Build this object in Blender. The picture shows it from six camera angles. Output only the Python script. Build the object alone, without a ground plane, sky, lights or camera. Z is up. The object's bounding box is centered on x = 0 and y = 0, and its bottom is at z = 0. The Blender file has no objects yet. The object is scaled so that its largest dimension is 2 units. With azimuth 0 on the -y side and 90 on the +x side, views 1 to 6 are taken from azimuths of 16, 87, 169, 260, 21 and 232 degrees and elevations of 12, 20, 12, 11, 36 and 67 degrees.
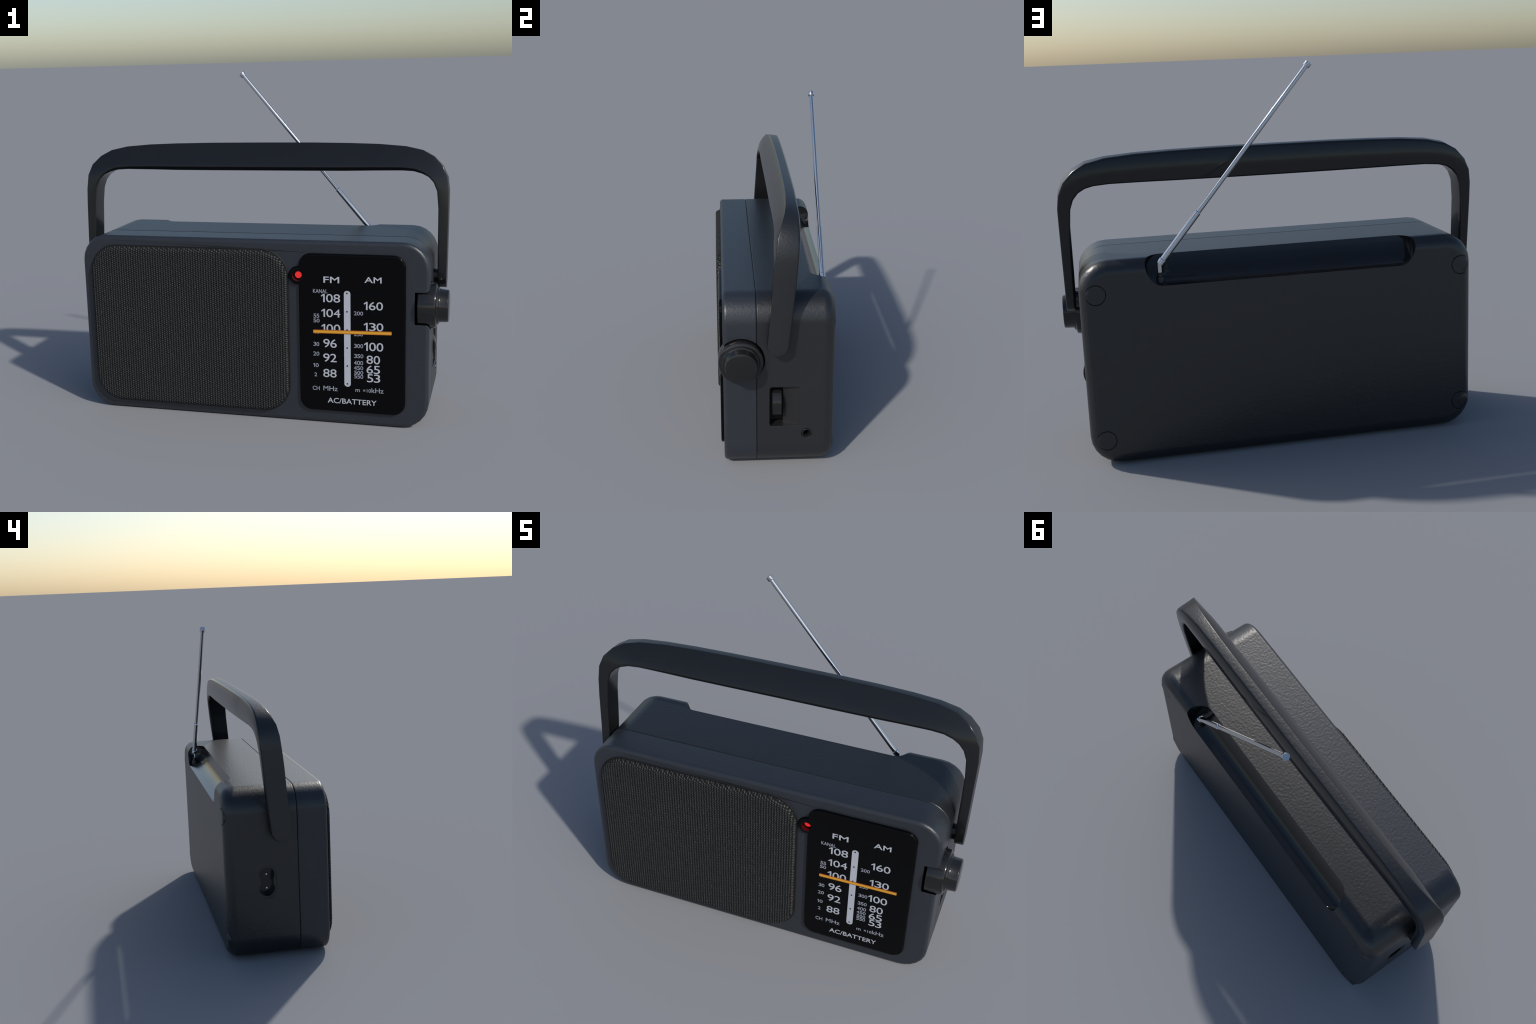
"""Portable AM/FM table radio: two-part plastic case, woven speaker grille, dial
panel with lettering, carrying handle, telescopic antenna, knobs and sockets."""
import bpy, bmesh, math, random
from mathutils import Vector, Matrix

random.seed(7)
CX = -0.0085                       # centre of the case in x
HALF = 0.9195                       # half width of the case
TOP = 0.9555
Y_FRONT, Y_SEAM, Y_BACK = -0.270, -0.102, 0.2992
CORNER = 0.136


# ----------------------------------------------------------------- materials
class Nodes:
    """small helper around a material's node tree"""
    def __init__(self, name):
        self.mat = bpy.data.materials.new(name)
        self.mat.use_nodes = True
        self.nt = self.mat.node_tree
        self.bsdf = self.nt.nodes["Principled BSDF"]

    def add(self, kind, **props):
        n = self.nt.nodes.new(kind)
        for k, v in props.items():
            setattr(n, k, v)
        return n

    def link(self, a, b):
        self.nt.links.new(a, b)

    def put(self, **vals):
        for k, v in vals.items():
            self.bsdf.inputs[k.replace("_", " ")].default_value = v

    def math(self, op, a, b=None, c=None):
        n = self.add("ShaderNodeMath", operation=op)
        for i, v in enumerate((a, b, c)):
            if v is None:
                continue
            if isinstance(v, (int, float)):
                n.inputs[i].default_value = v
            else:
                self.link(v, n.inputs[i])
        return n.outputs[0]

    def ramp(self, fac, stops):
        n = self.add("ShaderNodeValToRGB")
        cr = n.color_ramp
        while len(cr.elements) < len(stops):
            cr.elements.new(0.5)
        for e, (p, c) in zip(cr.elements, stops):
            e.position = p
            e.color = (*c, 1)
        self.link(fac, n.inputs[0])
        return n.outputs[0]


def plastic(name, dark, light, rough, pebble=0.0, pebble_scale=85.0, bevel=0.0, coat=0.0, spec=0.5):
    m = Nodes(name)
    tc = m.add("ShaderNodeTexCoord")
    noise = m.add("ShaderNodeTexNoise")
    noise.inputs["Scale"].default_value = 26.0
    noise.inputs["Detail"].default_value = 5.0
    m.link(tc.outputs["Object"], noise.inputs["Vector"])
    col = m.ramp(noise.outputs["Fac"], [(0.3, dark), (0.7, light)])
    m.link(col, m.bsdf.inputs["Base Color"])
    m.put(Roughness=rough)
    m.bsdf.inputs["Specular IOR Level"].default_value = spec
    if coat:
        m.bsdf.inputs["Coat Weight"].default_value = coat
        m.bsdf.inputs["Coat Roughness"].default_value = 0.03
    normal = None
    if bevel:
        b = m.add("ShaderNodeBevel", samples=4)
        b.inputs["Radius"].default_value = bevel
        normal = b.outputs[0]
    if pebble:
        v = m.add("ShaderNodeTexVoronoi", feature="SMOOTH_F1")
        v.inputs["Scale"].default_value = pebble_scale
        m.link(tc.outputs["Object"], v.inputs["Vector"])
        n2 = m.add("ShaderNodeTexNoise")
        n2.inputs["Scale"].default_value = pebble_scale * 0.9
        n2.inputs["Detail"].default_value = 3.0
        m.link(tc.outputs["Object"], n2.inputs["Vector"])
        h = m.math("MULTIPLY_ADD", v.outputs["Distance"], 0.5, n2.outputs["Fac"])
        bump = m.add("ShaderNodeBump")
        bump.inputs["Strength"].default_value = pebble
        bump.inputs["Distance"].default_value = 0.003
        m.link(h, bump.inputs["Height"])
        if normal:
            m.link(normal, bump.inputs["Normal"])
        normal = bump.outputs[0]
    if normal:
        m.link(normal, m.bsdf.inputs["Normal"])
    return m.mat


def flat(name, colour, rough=0.5, metal=0.0, coat=0.0):
    m = Nodes(name)
    m.put(Roughness=rough, Metallic=metal)
    tc = m.add("ShaderNodeTexCoord")
    noise = m.add("ShaderNodeTexNoise")
    noise.inputs["Scale"].default_value = 60.0
    m.link(tc.outputs["Object"], noise.inputs["Vector"])
    lo = tuple(c * 0.94 for c in colour)
    m.link(m.ramp(noise.outputs["Fac"], [(0.3, lo), (0.7, colour)]), m.bsdf.inputs["Base Color"])
    if coat:
        m.bsdf.inputs["Coat Weight"].default_value = coat
        m.bsdf.inputs["Coat Roughness"].default_value = 0.03
    return m.mat


WEAVE_X, WEAVE_Z = 0.0138, 0.0110      # thread spacing of the speaker cloth


def weave_material():
    """pale knots on a dark cloth, rows stepping diagonally"""
    m = Nodes("speaker_cloth")
    tc = m.add("ShaderNodeTexCoord")
    warp = m.add("ShaderNodeTexNoise")
    warp.inputs["Scale"].default_value = 55.0
    m.link(tc.outputs["Object"], warp.inputs["Vector"])
    sep = m.add("ShaderNodeSeparateXYZ")
    m.link(tc.outputs["Object"], sep.inputs[0])
    jit = m.math("MULTIPLY_ADD", warp.outputs["Fac"], 0.5, -0.25)
    u = m.math("ADD", m.math("DIVIDE", sep.outputs["X"], WEAVE_X), jit)
    w = m.math("ADD", m.math("DIVIDE", sep.outputs["Z"], WEAVE_Z), jit)
    w = m.math("MULTIPLY_ADD", u, 0.5, w)
    cu = m.math("COSINE", m.math("MULTIPLY", u, math.tau))
    cw = m.math("COSINE", m.math("MULTIPLY", w, math.tau))
    knots = m.math("MULTIPLY_ADD", m.math("ADD", cu, cw), 0.25, 0.5)
    diag = m.math("COSINE", m.math("MULTIPLY", m.math("ADD", u, w), math.tau))
    h = m.math("MULTIPLY_ADD", diag, 0.10, knots)
    fine = m.add("ShaderNodeTexNoise")
    fine.inputs["Scale"].default_value = 420.0
    m.link(tc.outputs["Object"], fine.inputs["Vector"])
    h2 = m.math("ADD", h, m.math("MULTIPLY_ADD", fine.outputs["Fac"], 0.5, -0.25))
    col = m.ramp(h2, [(0.38, (0.0065, 0.0075, 0.0085)), (0.62, (0.026, 0.0265, 0.026)),
                      (0.95, (0.080, 0.079, 0.076))])
    m.link(col, m.bsdf.inputs["Base Color"])
    m.put(Roughness=0.85)
    m.bsdf.inputs["Specular IOR Level"].default_value = 0.2
    bump = m.add("ShaderNodeBump")
    bump.inputs["Strength"].default_value = 0.6
    bump.inputs["Distance"].default_value = 0.003
    m.link(h2, bump.inputs["Height"])
    m.link(bump.outputs[0], m.bsdf.inputs["Normal"])
    return m.mat


def needle_material():
    m = Nodes("orange_pointer")
    tc = m.add("ShaderNodeTexCoord")
    sep = m.add("ShaderNodeSeparateXYZ")
    m.link(tc.outputs["Generated"], sep.inputs[0])
    edge = m.math("ABSOLUTE", m.math("SUBTRACT", sep.outputs["Z"], 0.5))
    col = m.ramp(edge, [(0.0, (0.78, 0.41, 0.028)), (0.26, (0.70, 0.31, 0.018)), (0.47, (0.30, 0.045, 0.006))])
    m.link(col, m.bsdf.inputs["Base Color"])
    m.put(Roughness=0.4)
    return m.mat


def lamp_material():
    m = Nodes("lit_red_lamp")
    m.put(Roughness=0.3)
    m.bsdf.inputs["Base Color"].default_value = (0.25, 0.008, 0.008, 1)
    m.bsdf.inputs["Emission Color"].default_value = (1.0, 0.030, 0.030, 1)
    m.bsdf.inputs["Emission Strength"].default_value = 0.66
    return m.mat


M_FRONT = plastic("front_case_plastic", (0.0185, 0.0220, 0.0290), (0.0205, 0.0245, 0.0320), 0.385, pebble=0.26, bevel=0.004, spec=0.62)
M_REAR = plastic("rear_case_plastic", (0.0105, 0.0117, 0.0138), (0.0116, 0.0129, 0.0152), 0.385, pebble=0.27, bevel=0.004, spec=0.68)
M_HANDLE = plastic("handle_plastic", (0.0085, 0.0088, 0.0096), (0.0094, 0.0098, 0.0106), 0.19, spec=0.5)
M_GLOSS = plastic("glossy_black_plastic", (0.0105, 0.0106, 0.0110), (0.0112, 0.0113, 0.0117), 0.12)
M_RECESS = plastic("recess_plastic", (0.009, 0.0092, 0.010), (0.011, 0.0112, 0.012), 0.14)
M_POCKET = plastic("pocket_plastic", (0.0125, 0.0126, 0.0130), (0.0138, 0.0139, 0.0143), 0.42)
M_DARK = flat("dark_gap", (0.003, 0.003, 0.0035), 0.6)
M_PANEL = plastic("dial_glass", (0.0018, 0.0018, 0.0021), (0.0020, 0.0020, 0.0023), 0.08, spec=0.14)
M_PRINT = flat("pale_print", (0.50, 0.52, 0.57), 0.45)
M_PRINT_DIM = flat("dim_print", (0.32, 0.34, 0.40), 0.45)
M_TICK = flat("navy_print", (0.012, 0.012, 0.065), 0.3)
M_CHROME = flat("chrome", (0.64, 0.65, 0.67), 0.045, metal=1.0)
M_PIN = flat("pin_metal", (0.75, 0.76, 0.78), 0.25, metal=1.0)
M_LAMP = lamp_material()
M_RED = plastic("red_lens", (0.030, 0.0018, 0.0018), (0.036, 0.002, 0.002), 0.16)
M_WEAVE = weave_material()
M_NEEDLE = needle_material()


# ------------------------------------------------------------------- helpers
root = bpy.data.objects.new("portable_radio", None)
root.empty_display_size = 0.2
root["label"] = "dark grey portable radio with carrying handle and raised antenna"
root["category"] = "portable radio"
bpy.context.collection.objects.link(root)


def make(name, verts, faces, mat, parent=root, smooth_angle=35.0, weighted=False):
    me = bpy.data.meshes.new(name)
    me.from_pydata([tuple(v) for v in verts], [], faces)
    bm = bmesh.new()
    bm.from_mesh(me)
    bmesh.ops.remove_doubles(bm, verts=bm.verts, dist=1e-6)
    bmesh.ops.recalc_face_normals(bm, faces=bm.faces)
    bm.to_mesh(me)
    bm.free()
    ob = bpy.data.objects.new(name, me)
    bpy.context.collection.objects.link(ob)
    if mat:
        me.materials.append(mat)
    finish(ob, smooth_angle)
    ob.parent = parent
    if weighted:
        add_weighted(ob)
    return ob


def finish(ob, angle):
    me = ob.data
    lim = math.radians(angle)
    bm = bmesh.new()
    bm.from_mesh(me)
    for f in bm.faces:
        f.smooth = angle > 0
    for e in bm.edges:
        e.smooth = len(e.link_faces) == 2 and e.calc_face_angle(0) < lim
    bm.to_mesh(me)
    bm.free()


def add_weighted(ob):
    w = ob.modifiers.new("even_normals", "WEIGHTED_NORMAL")
    w.keep_sharp = True
    w.mode = "FACE_AREA"
    w.weight = 80


def rounded_rect(x0, x1, z0, z1, r, seg):
    """loop of (x, z) points, anticlockwise"""
    pts = []
    for cx, cz, a0 in ((x1 - r, z0 + r, -90), (x1 - r, z1 - r, 0), (x0 + r, z1 - r, 90), (x0 + r, z0 + r, 180)):
        for i in range(seg + 1):
            a = math.radians(a0 + 90 * i / seg)
            pts.append((cx + r * math.cos(a), cz + r * math.sin(a)))
    return pts


def loft(loops, cap=True):
    """faces joining equally long vertex loops"""
    n = len(loops[0])
    verts = [p for l in loops for p in l]
    faces = []
    for k in range(len(loops) - 1):
        for i in range(n):
            j = (i + 1) % n
            faces.append((k * n + i, k * n + j, (k + 1) * n + j, (k + 1) * n + i))
    if cap:
        faces.append(tuple(range(n)))
        faces.append(tuple((len(loops) - 1) * n + i for i in range(n)))
    return verts, faces


def slab(name, x0, x1, z0, z1, r, stations, mat, seg=6, parent=root, weighted=True):
    """rounded rectangle lofted along y through (y, inset) stations"""
    loops = []
    for y, ins in stations:
        rr = max(r - ins, 0.002)
        loops.append([(x, y, z) for x, z in rounded_rect(x0 + ins, x1 - ins, z0 + ins, z1 - ins, rr, seg)])
    v, f = loft(loops)
    return make(name, v, f, mat, parent, weighted=weighted)


def arc(y_edge, y_in, r, seg):
    """stations of a rounded edge: from the flat face at y_edge to the side wall"""
    s = 1 if y_in > y_edge else -1
    return [(y_edge + s * r * (1 - math.cos(math.pi / 2 * i / seg)),
             r * (1 - math.sin(math.pi / 2 * i / seg))) for i in range(seg + 1)]


def turned(name, profile, origin, axis, mat, seg=40, parent=root, smooth_angle=35.0, cap=True):
    """solid of revolution: profile of (distance along axis, radius)"""
    axis = Vector(axis).normalized()
    q = Vector((0, 0, 1)).rotation_difference(axis)
    o = Vector(origin)
    loops = []
    for d, r in profile:
        loops.append([o + q @ Vector((r * math.cos(math.tau * i / seg), r * math.sin(math.tau * i / seg), d))
                      for i in range(seg)])
    v, f = loft(loops, cap)
    return make(name, v, f, mat, parent, smooth_angle)


def carve(target, cutters):
    """subtract the cutters, keep their material on the cut faces, return per-cutter meshes"""
    for c in cutters:
        md = target.modifiers.new("cut", "BOOLEAN")
        md.operation = "DIFFERENCE"
        md.solver = "EXACT"
        md.object = c
        md.material_mode = "TRANSFER"
    dg = bpy.context.evaluated_depsgraph_get()
    me = bpy.data.meshes.new_from_object(target.evaluated_get(dg))
    target.modifiers.clear()
    old = target.data
    target.data = me
    bpy.data.meshes.remove(old)
    for c in cutters:
        bpy.data.objects.remove(c, do_unlink=True)
    finish(target, 35.0)


def split_by_material(ob, mat, name):
    """move the faces carrying one material into an object of their own"""
    idx = ob.data.materials.find(mat.name)
    new = ob.data.copy()
    for me, keep in ((ob.data, False), (new, True)):
        bm = bmesh.new()
        bm.from_mesh(me)
        dead = [f for f in bm.faces if (f.material_index == idx) != keep]
        bmesh.ops.delete(bm, geom=dead, context="FACES")
        bm.to_mesh(me)
        bm.free()
    part = bpy.data.objects.new(name, new)
    bpy.context.collection.objects.link(part)
    part.parent = ob
    return part


# ---------------------------------------------------------------------- case
X0, X1 = CX - HALF, CX + HALF
EDGE = 0.020
front = slab("front_shell", X0, X1, 0.0, TOP, CORNER,
             arc(Y_FRONT, 0, EDGE, 4) + [(Y_SEAM - 0.005, 0.0), (Y_SEAM - 0.0012, 0.0025)],
             M_FRONT, seg=6, weighted=False)
BACK_R = 0.062
rear = slab("rear_shell", X0, X1, 0.0, TOP, CORNER,
            [(Y_SEAM - 0.02, 0.010), (Y_SEAM + 0.0016, 0.010), (Y_SEAM + 0.0016, 0.0025), (Y_SEAM + 0.005, 0.0)]
            + list(reversed(arc(Y_BACK, 0, BACK_R, 6))),
            M_REAR, seg=6, weighted=False)

KNOB = (-0.181, 0.627)                       # y, z of the tuning knob's axis


def knob_pocket():
    return turned("pocket_cutter", [(0.839, 0.121), (1.1, 0.121)], (0, *KNOB), (1, 0, 0), M_DARK, 48, None)


LAMP = (0.2535, 0.777)                       # x, z of the power lamp


def lamp_hole():
    return turned("hole_cutter", [(0.0, 0.0258), (0.1, 0.0258)], (LAMP[0], -0.246, LAMP[1]), (0, -1, 0), M_DARK, 32, None)


carve(front, [knob_pocket(), lamp_hole()])
add_weighted(front)

def common_part(ob, other):
    """keep what two solids share"""
    md = ob.modifiers.new("common", "BOOLEAN")
    md.operation, md.solver, md.object = "INTERSECT", "EXACT", other
    dg = bpy.context.evaluated_depsgraph_get()
    ob.data = bpy.data.meshes.new_from_object(ob.evaluated_get(dg))
    ob.modifiers.clear()
    bpy.data.objects.remove(other, do_unlink=True)
    return ob


# trough for the folded antenna: flat sloping floor, fillet, steep wall; rounded ends
SLOT_X0, SLOT_X1 = -0.644, 0.614
SLOT_PROFILE = [(0.1960, 0.9555), (0.2040, 0.9300), (0.2140, 0.9060), (0.2260, 0.8845), (0.2410, 0.8660), (0.2590, 0.8510),
                (0.2780, 0.8395), (0.2992, 0.8290), (0.36, 0.800), (0.36, 1.05), (0.166, 1.05)]   # y, z
LIP, CREST = Vector((0.2992, 0.8290)), Vector((0.1960, 0.9555))      # lower and upper edge of the opening


def trough_cutter():
    loops = [[(x, y, z) for y, z in SLOT_PROFILE] for x in (SLOT_X0 - 0.1, SLOT_X1 + 0.1)]
    v, f = loft(loops)
    prism = make("trough_cutter", v, f, M_RECESS, None)
    up = (CREST - LIP).normalized()                     # along the opening
    out = Vector((up.y, -up.x))                         # square to it
    span = (CREST - LIP).length
    loops = []
    for d, taper in ((-0.10, 0.060), (0.0, 0.0), (0.15, 0.0)):     # end walls lean outwards
        loops.append([(x, *(LIP + up * w + out * d)) for x, w in
                      rounded_rect(SLOT_X0 + taper, SLOT_X1 - taper, 0.0, span, 0.078, 12)])
    v, f = loft(loops)
    outline = make("outline_cutter", v, f, M_RECESS, None)
    return common_part(prism, outline)


def ring_cutter(x, z, r0, r1, depth):
    n = 40
    loops = []
    for y, r in ((Y_BACK + 0.05, r1), (Y_BACK - depth, r1), (Y_BACK - depth, r0), (Y_BACK + 0.05, r0), (Y_BACK + 0.05, r1)):
        loops.append([(x + r * math.cos(math.tau * i / n), y, z + r * math.sin(math.tau * i / n)) for i in range(n)])
    v, f = loft(loops, cap=False)
    return make("ring_cutter", v, f, M_REAR, None)


# thumbwheel recess: deep at the front, ramping out to the surface at the rear
WY0, WY1, WZ0, WZ1 = -0.037, 0.119, 0.250, 0.474


def wheel_recess():
    out, deep = X1 + 0.05, X1 - 0.075
    prof = [(WY0 - 0.02, out), (WY0 - 0.02, deep), (0.034, deep), (0.034, X1 - 0.034), (WY1 + 0.02, X1 + 0.0014), (WY1 + 0.02, out)]
    loops = [[(x, y, z) for y, x in prof] for z in (WZ0 - 0.02, WZ1 + 0.02)]
    v, f = loft(loops)
    ob = make("recess_cutter", v, f, M_POCKET, None, 20)
    loops = [[(x, y, z) for y, z in rounded_rect(WY0, WY1, WZ0, WZ1, 0.013, 5)] for x in (deep - 0.02, out + 0.02)]
    v, f = loft(loops)
    return common_part(ob, make("outline_cutter", v, f, M_POCKET, None))


# inlet on the other side: stadium rim holding a figure-eight socket
INLET = (0.075, 0.446)


def eight_loop(x, grow):
    pts = []
    r, d = 0.043 + grow, 0.0385
    waist = 0.030 + grow
    half = math.degrees(math.acos(min(1.0, waist / r)))
    for s in (1, -1):
        for i in range(17):
            a = math.radians(-35 + 250 * i / 16 + (0 if s > 0 else 180))
            pts.append((x, INLET[0] + r * math.cos(a), INLET[1] + s * d + r * math.sin(a)))
    return pts


def inlet_cutter():
    loops = [eight_loop(x, 0) for x in (X0 - 0.05, X0 + 0.050)]
    v, f = loft(loops)
    return make("inlet_cutter", v, f, M_RECESS, None)


def stadium_cutter(depth, hw, hh):
    loops = []
    for x in (X0 - 0.05, X0 + depth):
        loops.append([(x, y, z) for y, z in
                      rounded_rect(INLET[0] - hw, INLET[0] + hw, INLET[1] - hh, INLET[1] + hh, hw - 0.0005, 8)])
    v, f = loft(loops)
    return make("rim_cutter", v, f, M_REAR, None)


FEET = [(x, z) for x in (0.838, -0.867) for z in (0.810, 0.128)]
JACK = (0.155, 0.204)
jack_cut = turned("jack_cutter", [(X1 - 0.06, 0.0155), (X1 + 0.05, 0.0155)], (0, *JACK), (1, 0, 0), M_RECESS, 24, None)
jack_rim = turned("jack_rim_cutter", [(X1 - 0.006, 0.0275), (X1 + 0.05, 0.0275)], (0, *JACK), (1, 0, 0), M_REAR, 32, None)
carve(rear, [trough_cutter(),
             knob_pocket(), wheel_recess(), stadium_cutter(0.004, 0.053, 0.093), inlet_cutter(), jack_rim, jack_cut]
      + [ring_cutter(x, z, 0.0428, 0.0462, 0.009) for x, z in FEET])
trough = split_by_material(rear, M_RECESS, "antenna_recess")
add_weighted(rear)

for x, z in FEET:
    turned("foot", [(0.0, 0.0425), (0.0310, 0.0425), (0.0350, 0.0400), (0.0385, 0.0330), (0.0402, 0.0200), (0.0405, 0.002)],
           (x, Y_BACK - 0.0402, z), (0, 1, 0), M_REAR, 40, rear)


# ------------------------------------------------------------- speaker grille
def grille():
    """rounded block covered in cloth: fine grid with the thread relief raised in y"""
    x0, x1, z0, z1, r = -0.876, 0.198, 0.048, 0.900, 0.142
    edge = 0.018
    y_face = -0.2985
    # concentric outline loops keep the rim clean, the field inside them is a grid
    loops = []
    rim = [(0.0, Y_FRONT + 0.006)]
    for i in range(6):
        a = math.pi / 2 * i / 5
        rim.append((edge * (1 - math.cos(a)) * 0.999 + 0.0001 * i, Y_FRONT - 0.003 + (y_face - Y_FRONT + 0.003) * math.sin(a)))
    base = rounded_rect(x0, x1, z0, z1, r, 24)
    # resample straight runs so that the rim follows the threads
    dense = []
    for k, (x, z) in enumerate(base):
        nxp, nzp = base[(k + 1) % len(base)]
        L = math.hypot(nxp - x, nzp - z)
        n = max(1, int(L / 0.0046))
        for i in range(n):
            dense.append((x + (nxp - x) * i / n, z + (nzp - z) * i / n))
    cx, cz = (x0 + x1) / 2, (z0 + z1) / 2

    def relief(x, z):
        u, w = x / WEAVE_X, z / WEAVE_Z
        w += 0.5 * u
        return 0.0007 * (math.cos(math.tau * u) + math.cos(math.tau * w))

    def inset_pt(x, z, ins):
        qx, qz = x - cx, z - cz
        ax, az = (x1 - x0) / 2 - r, (z1 - z0) / 2 - r
        ex, ez = max(min(qx, ax), -ax), max(min(qz, az), -az)
        dx, dz = qx - ex, qz - ez
        L = math.hypot(dx, dz) or 1
        k = (L - ins) / L
        return cx + ex + dx * k, cz + ez + dz * k

    for ins, y in rim:
        lp = []
        for x, z in dense:
            px, pz = inset_pt(x, z, ins)
            lp.append((px, y - (relief(px, pz) if ins > 0 else 0), pz))
        loops.append(lp)
    # keep on insetting to the corner radius, then fill
    for k in range(1, 29):
        ins = edge + (r - 0.002 - edge) * k / 28
        lp = []
        for x, z in dense:
            px, pz = inset_pt(x, z, ins)
            lp.append((px, y_face - relief(px, pz), pz))
        loops.append(lp)
    v, f = loft(loops, cap=False)
    # flat middle field
    ax, az = (x1 - x0) / 2 - r + 0.002, (z1 - z0) / 2 - r + 0.002
    s = len(v)
    gx, gz = 240, 180
    ax += 0.004
    az += 0.004
    for j in range(gz + 1):
        for i in range(gx + 1):
            px, pz = cx - ax + 2 * ax * i / gx, cz - az + 2 * az * j / gz
            v.append((px, y_face - relief(px, pz) - 0.0001, pz))
    for j in range(gz):
        for i in range(gx):
            a = s + j * (gx + 1) + i
            f.append((a, a + 1, a + gx + 2, a + gx + 1))
    ob = make("speaker_grille", v, f, M_WEAVE, root, 70)
    return ob


cloth = grille()
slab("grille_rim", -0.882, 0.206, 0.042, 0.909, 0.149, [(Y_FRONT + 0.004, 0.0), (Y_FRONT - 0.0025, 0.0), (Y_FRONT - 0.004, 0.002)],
     M_DARK, seg=12, parent=cloth)

# ------------------------------------------------------------------ dial panel
Y_PANEL = -0.2862
panel = slab("dial_panel", 0.259, 0.796, 0.069, 0.893, 0.062,
             [(Y_PANEL, 0.0085), (Y_PANEL + 0.0008, 0.005), (Y_PANEL + 0.003, 0.0018), (Y_PANEL + 0.007, 0.0), (Y_FRONT + 0.006, 0.0)],
             M_PANEL, seg=7)

panel.modifiers.clear()
carve(panel, [lamp_hole()])
add_weighted(panel)

LETTERING = [   # text, left x, right x, foot z, head z
    ("FM", 0.386, 0.466, 0.745, 0.777), ("AM", 0.592, 0.677, 0.752, 0.782),
    ("KANAL", 0.332, 0.406, 0.691, 0.711),
    ("108", 0.372, 0.470, 0.645, 0.688), ("104", 0.373, 0.470, 0.568, 0.610),
    ("100", 0.373, 0.470, 0.488, 0.531), ("96", 0.382, 0.451, 0.408, 0.453),
    ("92", 0.381, 0.450, 0.332, 0.376), ("88", 0.380, 0.449, 0.250, 0.294),
    ("160", 0.588, 0.684, 0.614, 0.656), ("130", 0.588, 0.686, 0.507, 0.548),
    ("100", 0.589, 0.686, 0.402, 0.446), ("80", 0.602, 0.670, 0.334, 0.378),
    ("65", 0.602, 0.670, 0.283, 0.326), ("53", 0.604, 0.671, 0.237, 0.280),
    ("200", 0.539, 0.585, 0.584, 0.604), ("250", 0.539, 0.584, 0.476, 0.497),
    ("300", 0.539, 0.585, 0.414, 0.435), ("350", 0.539, 0.586, 0.361, 0.382),
    ("400", 0.538, 0.585, 0.325, 0.347), ("450", 0.538, 0.585, 0.299, 0.319),
    ("500", 0.539, 0.585, 0.275, 0.294), ("550", 0.539, 0.585, 0.253, 0.274),
    ("55", 0.333, 0.363, 0.562, 0.583), ("50", 0.332, 0.364, 0.537, 0.557),
    ("40", 0.331, 0.363, 0.478, 0.500), ("30", 0.331, 0.361, 0.413, 0.434),
    ("20", 0.329, 0.361, 0.362, 0.383), ("10", 0.328, 0.357, 0.301, 0.321),
    ("2", 0.334, 0.348, 0.251, 0.271), ("CH", 0.324, 0.361, 0.177, 0.199),
    ("MHz", 0.380, 0.454, 0.178, 0.203), ("m", 0.545, 0.568, 0.182, 0.196),
    ("\u00d710", 0.584, 0.624, 0.182, 0.200), ("kHz", 0.627, 0.688, 0.182, 0.207),
    ("AC/BATTERY", 0.402, 0.653, 0.113, 0.141),
]
BOLD = {"FM", "AM"}
FLAGGED_ONE = [(0.52, 0.0), (0.86, 0.0), (0.86, 1.0), (0.58, 1.0), (0.0, 0.77), (0.10, 0.64), (0.52, 0.80)]


def glyphs(text, weight):
    """mesh of a word from the built-in font, as (verts, faces) scaled to a 1 x 1 box"""
    cu = bpy.data.curves.new("lettering", "FONT")
    cu.body = text
    cu.size = 1.0
    cu.extrude = 0.01
    cu.resolution_u = 6
    cu.offset = weight
    tmp = bpy.data.objects.new("tmp", cu)
    bpy.context.collection.objects.link(tmp)
    dg = bpy.context.evaluated_depsgraph_get()
    me = bpy.data.meshes.new_from_object(tmp.evaluated_get(dg))
    bpy.data.objects.remove(tmp, do_unlink=True)
    co = [v.co.copy() for v in me.vertices]
    faces = [tuple(p.vertices) for p in me.polygons]
    bpy.data.meshes.remove(me)
    ax, bx = min(c.x for c in co), max(c.x for c in co)
    ay, by = min(c.y for c in co), max(c.y for c in co)
    return [((c.x - ax) / (bx - ax), (c.y - ay) / (by - ay), 1 if c.z > 0 else 0) for c in co], faces


def one_glyph():
    n = len(FLAGGED_ONE)
    v = [(x, y, k) for k in (0, 1) for x, y in FLAGGED_ONE]
    f = [(i, (i + 1) % n, (i + 1) % n + n, i + n) for i in range(n)]
    f += [tuple(range(n)), tuple(range(n, 2 * n))]
    return v, f


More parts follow.
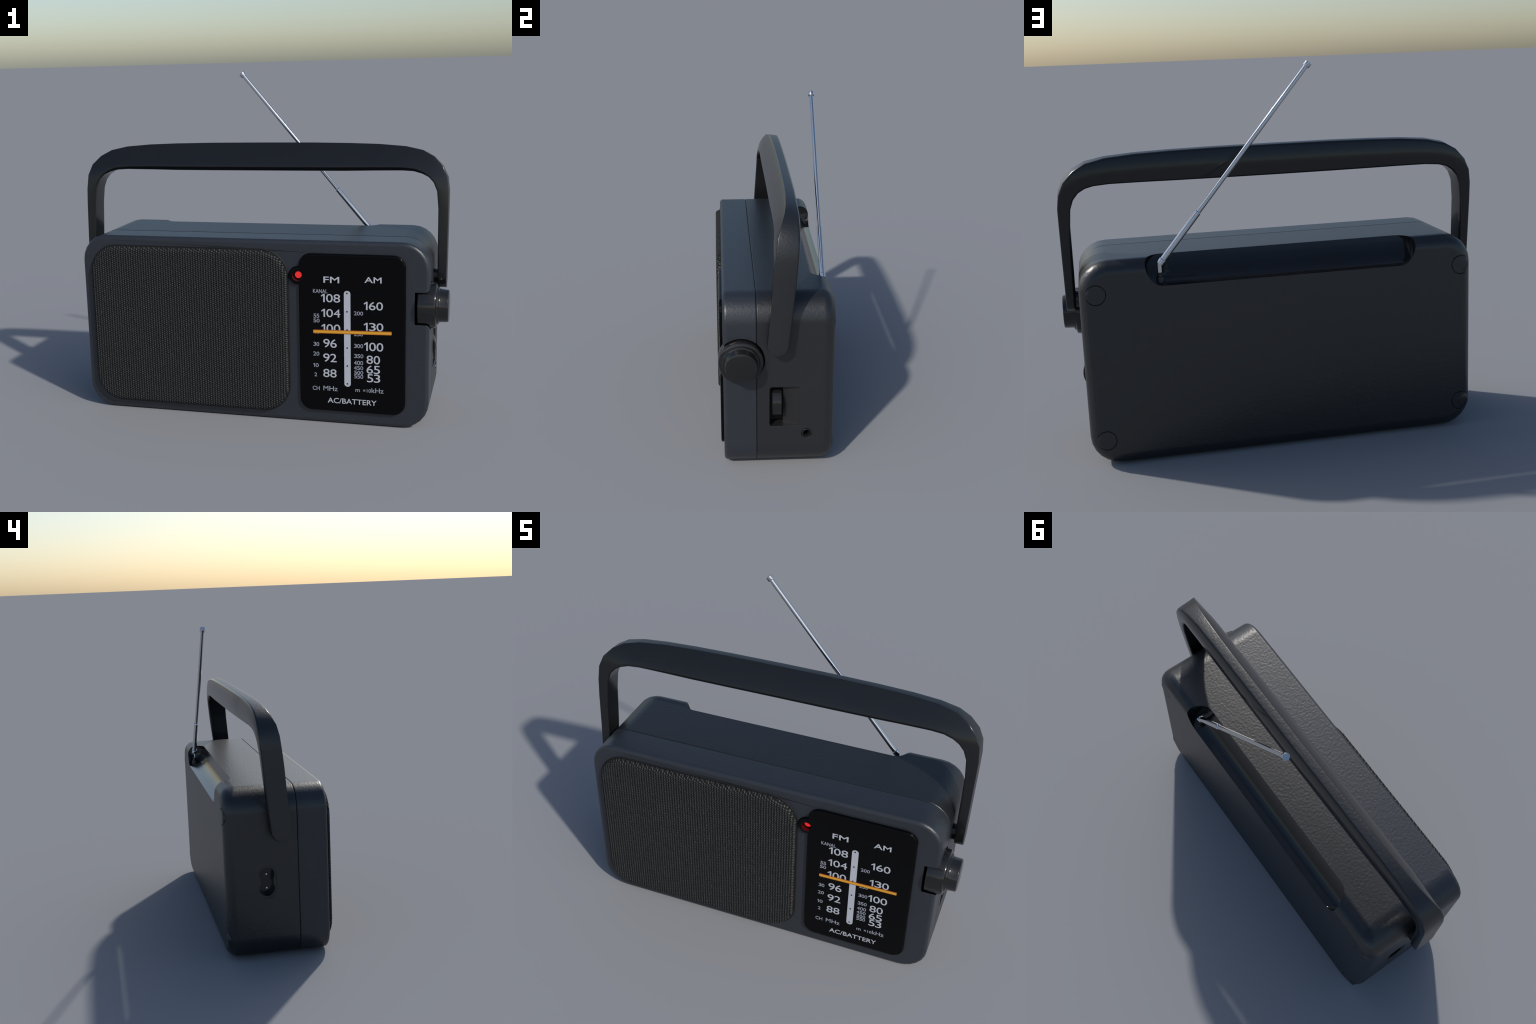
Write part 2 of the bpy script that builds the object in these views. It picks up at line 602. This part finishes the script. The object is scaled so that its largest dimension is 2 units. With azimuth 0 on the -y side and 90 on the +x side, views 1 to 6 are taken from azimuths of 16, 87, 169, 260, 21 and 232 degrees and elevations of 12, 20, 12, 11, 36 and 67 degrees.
def lettering(text, x0, x1, z0, z1):
    x0, x1, z0, z1 = x0 + 0.0012, x1 + 0.0012, z0 + 0.0017, z1 + 0.0017
    weight = 0.010 if text in BOLD else (0.004 if z1 - z0 > 0.03 else 0.008)
    verts, faces = [], []
    if text.isdigit():                       # evenly set figures, the 1 narrower
        widths = [0.68 if ch == "1" else 1.0 for ch in text]
        gap = 0.10
        total = sum(widths) + gap * (len(text) - 1)
        x = 0.0
        for ch, w in zip(text, widths):
            gv, gf = one_glyph() if ch == "1" else glyphs(ch, weight)
            b = len(verts)
            verts += [((x + vx * w) / total, vy, vz) for vx, vy, vz in gv]
            faces += [tuple(i + b for i in q) for q in gf]
            x += w + gap
    else:
        verts, faces = glyphs(text, weight)
    pts = [(x0 + vx * (x1 - x0), Y_PANEL + 0.0002 - vz * 0.0008, z0 + vy * (z1 - z0)) for vx, vy, vz in verts]
    make("dial_number" if text[0].isdigit() else "dial_lettering", pts, faces,
         M_PRINT if z1 - z0 > 0.026 else M_PRINT_DIM, panel, 30)


for row in LETTERING:
    lettering(*row)

TICK_X = (0.490, 0.523)
slab("scale_bar", TICK_X[0], TICK_X[1], 0.2075, 0.709, 0.0155, [(Y_PANEL - 0.0006, 0), (Y_PANEL + 0.0005, 0)], M_PRINT, 6, panel, False)
ROWS = [0.6965 - 0.0947 * i for i in range(6)]
for z in ROWS:
    turned("scale_dot", [(0, 0.0042), (0.0005, 0.0042)], (0.5055, Y_PANEL - 0.0010, z), (0, 1, 0), M_DARK, 14, panel)
for i in range(11):
    z = ROWS[0] - 0.0947 / 2 * i
    long = i % 2 == 0
    for a, b in (((0.331, 0.482) if long else (0.440, 0.482)), ((0.533, 0.703) if long else (0.533, 0.580))):
        slab("scale_line", a, b, z - 0.0011, z + 0.0011, 0.0008,
             [(Y_PANEL - 0.00025, 0), (Y_PANEL + 0.0003, 0)], M_TICK, 2, panel, False)

needle = slab("dial_pointer", -0.198, 0.198, -0.0098, 0.0098, 0.003, [(-0.0012, 0.0006), (-0.0004, 0), (0.0008, 0)], M_NEEDLE, 3, panel, False)
needle.location = (0.530, Y_PANEL - 0.0006, 0.4957)
needle.rotation_euler = (0, -math.radians(1.25), 0)

# lamp: black bezel round a red-walled well with the lit disc at its bottom
ny = (0, -1, 0)
bezel_profile = [(0.0, 0.047), (0.010, 0.047), (0.0155, 0.0435), (0.0175, 0.040), (0.0185, 0.029),
                 (0.0170, 0.0255), (0.004, 0.0245)]
bezel = turned("lamp_bezel", bezel_profile, (LAMP[0], Y_FRONT + 0.002, LAMP[1]), ny, M_PANEL, 40, cap=False)


def well():
    n = 32
    loops = []
    for d, r in ((0.0185, 0.0265), (0.0178, 0.0252), (0.0, 0.0240), (-0.012, 0.0232)):
        loops.append([(LAMP[0] + r * math.cos(math.tau * i / n), Y_FRONT + 0.0015 - d, LAMP[1] + r * math.sin(math.tau * i / n))
                      for i in range(n)])
    v, f = loft(loops, cap=False)
    return make("lamp_well", v, f, M_RED, bezel)


well()
turned("lamp_seat", [(0, 0.0235), (0.001, 0.0235)], (LAMP[0], Y_FRONT + 0.0100, LAMP[1]), ny, M_PANEL, 32, bezel)
turned("lamp_disc", [(0, 0.0172), (0.0022, 0.0172)], (LAMP[0], Y_FRONT + 0.0095, LAMP[1]), ny, M_LAMP, 32, bezel)

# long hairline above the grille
def hairline():
    x0, x1 = -0.74, 0.285
    za, zb = 0.9335, 0.8955
    n = 24
    up, lo = [], []
    for i in range(n + 1):
        t = i / n
        z = za + (zb - za) * t
        h = 0.0004 + 0.0030 * max(0.0, 1 - abs(t - 0.72) / 0.42) ** 1.3
        x = x0 + (x1 - x0) * t
        up.append((x, z + h))
        lo.append((x, z - h))
    loop = up + lo[::-1]
    v, f = loft([[(x, Y_FRONT - 0.0007, z) for x, z in loop], [(x, Y_FRONT + 0.002, z) for x, z in loop]])
    make("dark_hairline", v, f, M_DARK, front)


hairline()

# ----------------------------------------------------------------- tuning knob
knob = turned("tuning_knob", [(0.852, 0.108), (0.854, 0.113), (0.932, 0.114), (0.9385, 0.111), (0.941, 0.106),
                              (0.943, 0.097), (0.951, 0.092), (0.953, 0.086), (0.957, 0.0835), (0.992, 0.0815),
                              (0.9975, 0.0795), (0.9995, 0.0755)],
              (0, *KNOB), (1, 0, 0), M_GLOSS, 28, root, 30)
for k in range(14):
    a = math.tau * (k + 0.35) / 14
    rib = slab("grip_rib", -0.028, 0.028, -0.0035, 0.0035, 0.003, [(-0.0012, 0.001), (0.0, 0.0), (0.004, 0.0)], M_GLOSS, 3, knob, False)
    rib.rotation_euler = (a, 0, 0)
    rib.location = (0.900, KNOB[0] - math.cos(a) * 0.1130, KNOB[1] - math.sin(a) * 0.1130)

# ------------------------------------------------------------- volume thumbwheel
wheel = turned("volume_wheel", [(-0.026, 0.084), (-0.022, 0.090), (0.022, 0.090), (0.026, 0.084)],
               (X1 - 0.076, 0.0015, 0.366), (0, 1, 0), M_GLOSS, 36, root, 30)

# ------------------------------------------------------------- sockets
turned("jack_ring", [(X1 - 0.004, 0.0245), (X1 - 0.0005, 0.0245), (X1 + 0.0015, 0.0225), (X1 + 0.001, 0.019), (X1 - 0.004, 0.0165), (X1 - 0.03, 0.0160)],
       (0, *JACK), (1, 0, 0), M_GLOSS, 32, rear, cap=False)
for dz in (0.0385, -0.0385):
    turned("contact_pin", [(0, 0.007), (0.030, 0.007), (0.033, 0.0045)], (X0 + 0.051, INLET[0], INLET[1] + dz), (-1, 0, 0), M_PIN, 16, trough)

# ---------------------------------------------------------------------- handle
HCX = -0.0115
YAW = 0.0040                       # the handle sits very slightly askew
# stations from the top centre down one leg; half widths relative to HCX
# outer-front A (x, y, z), outer-back B, inner-back D, inner-front C
STATIONS = [
    ((0.000, 0.063, 1.4155), (0.000, 0.111, 1.4115), (0.000, 0.120, 1.2705), (0.000, -0.013, 1.2790)),
    ((0.280, 0.063, 1.4150), (0.280, 0.111, 1.4105), (0.275, 0.120, 1.2710), (0.275, -0.013, 1.2790)),
    ((0.480, 0.062, 1.4120), (0.470, 0.111, 1.4075), (0.460, 0.120, 1.2720), (0.460, -0.013, 1.2795)),
    ((0.632, 0.059, 1.4070), (0.632, 0.110, 1.4020), (0.610, 0.119, 1.2730), (0.610, -0.012, 1.2815)),
    ((0.765, 0.052, 1.3965), (0.762, 0.109, 1.3910), (0.750, 0.117, 1.2725), (0.751, -0.012, 1.2825)),
    ((0.853, 0.041, 1.3780), (0.853, 0.109, 1.3705), (0.822, 0.116, 1.2670), (0.812, -0.012, 1.2780)),
    ((0.911, 0.025, 1.3475), (0.911, 0.108, 1.3380), (0.860, 0.113, 1.2570), (0.857, -0.013, 1.2640)),
    ((0.957, 0.006, 1.3020), (0.956, 0.107, 1.2890), (0.891, 0.110, 1.2380), (0.888, -0.016, 1.2470)),
    ((0.981, -0.005, 1.2450), (0.981, 0.104, 1.2350), (0.915, 0.107, 1.2080), (0.913, -0.018, 1.2200)),
    ((0.9885, -0.013, 1.1700), (0.9885, 0.100, 1.1700), (0.930, 0.102, 1.1650), (0.931, -0.019, 1.1750)),
    ((0.9885, -0.022, 1.0850), (0.9885, 0.094, 1.0850), (0.937, 0.095, 1.0850), (0.939, -0.023, 1.0850)),
    ((0.987, -0.037, 0.8750), (0.987, 0.0735, 0.8750), (0.938, 0.0735, 0.8750), (0.940, -0.037, 0.8750)),
]
TIP_Z, TIP_Y, TIP_R = 0.732, 0.0035, 0.0545


def section(A, B, D, C):
    """outline of the handle at one station: corners rounded, back slightly bulged"""
    A, B, D, C = map(Vector, (A, B, D, C))
    mid = (B + D) / 2 + Vector((0, 0.010 * min(1, (B - D).length / 0.14) ** 2, 0))
    slant = min(1.0, abs(A.y - C.y) / 0.075)
    belly = (A + C) / 2 + Vector((0, -0.0065, 0.0035)) * slant
    inward = (D - B).normalized()
    nose = C - inward * 0.016 * slant + Vector((0, 0.002 * slant, 0))
    under = C + inward * 0.008 * slant + Vector((0, 0.006 + 0.016 * slant, 0))
    corners = [(A, 0.0035), (B, 0.010), (mid, 0.05), (D, 0.014), (under, 0.008), (nose, 0.008), (belly, 0.05)]
    out = []
    n = len(corners)
    for k in range(n):
        P, r = corners[k]
        Q, R = corners[k - 1][0], corners[(k + 1) % n][0]
        la, lb = (Q - P).length, (R - P).length
        p0 = P + (Q - P) * min(0.42, r / max(la, 1e-6))
        p1 = P + (R - P) * min(0.42, r / max(lb, 1e-6))
        for i in range(5):
            t = i / 4
            out.append(p0 * (1 - t) ** 2 + P * 2 * t * (1 - t) + p1 * t * t)
    return out


def leg_tip():
    rows = []
    A, B, D, C = STATIONS[-1]
    for a in (0, 12, 25, 38, 50, 62, 72, 80, 86):
        t = math.radians(a)
        w = TIP_R * math.cos(t)
        z = TIP_Z - TIP_R * math.sin(t)
        rows.append(((0.986, TIP_Y - w, z), (0.986, TIP_Y + w, z), (0.941, TIP_Y + w, z), (0.942, TIP_Y - w, z)))
    return rows


def handle():
    half = STATIONS + leg_tip()
    loops = []
    for st in reversed(half):
        loops.append([Vector((HCX - p.x, p.y - YAW * p.x, p.z)) for p in section(*st)])
    for st in half[1:]:
        loops.append([Vector((HCX + p.x, p.y - 0.2 * YAW * p.x, p.z)) for p in section(*st)])
    v, f = loft(loops)
    ob = make("carrying_handle", v, f, M_HANDLE, root, 50)
    ob.data.materials.append(M_REAR)               # the outer face carries the case's grain
    n = len(loops[0])
    for p in ob.data.polygons:
        vs = sorted(i % n for i in p.vertices)
        if len(p.vertices) == 4 and vs[0] >= 3 and vs[-1] <= 6:
            p.material_index = 1
    return ob


grip = handle()
for s in (1, -1):
    x = HCX + s * 0.915
    turned("handle_pivot", [(0, 0.040), (0.034, 0.040)], (x if s > 0 else x, TIP_Y, TIP_Z), (s, 0, 0), M_GLOSS, 32, grip)

# --------------------------------------------------------------------- antenna
TIP = Vector((-0.1655, 0.2575, 1.776))
BASE = Vector((0.546, 0.2630, 0.9215))
STEP = Vector((0.363, 0.260, 1.143))
axis = (TIP - BASE).normalized()
L = (TIP - BASE).length
step_d = (STEP - BASE).dot(axis)
antenna = turned("antenna", [(0.0, 0.0125), (0.001, 0.0165), (0.024, 0.0170), (0.026, 0.0150), (0.0265, 0.0140), (step_d, 0.0140),
                             (step_d + 0.002, 0.0120), (step_d + 0.003, 0.0108)], BASE, axis, M_CHROME, 28, root, 30)
turned("antenna_rod", [(step_d, 0.0108), (L - 0.020, 0.0108)], BASE, axis, M_CHROME, 28, antenna, 30)
turned("antenna_cap", [(L - 0.022, 0.0155), (L - 0.020, 0.0166), (L - 0.001, 0.0166), (L, 0.0160)], BASE, axis, M_CHROME, 28, antenna, 30)
# hinge: flat tongue, clevis and collar standing in the trough
tongue = slab("antenna_hinge", -0.0085, 0.0085, -0.062, 0.006, 0.006, [(-0.004, 0.001), (-0.003, 0), (0.003, 0), (0.004, 0.001)], M_CHROME, 4, antenna, False)
tongue.location = BASE + Vector((0.002, 0.0, 0.0))
turned("hinge_collar", [(-0.092, 0.014), (-0.090, 0.0165), (-0.060, 0.0180), (-0.057, 0.0165), (-0.057, 0.0125), (-0.040, 0.0120), (-0.039, 0.010)],
       BASE + Vector((0.002, 0, 0)), (0, 0, 1), M_POCKET, 28, antenna, 30)
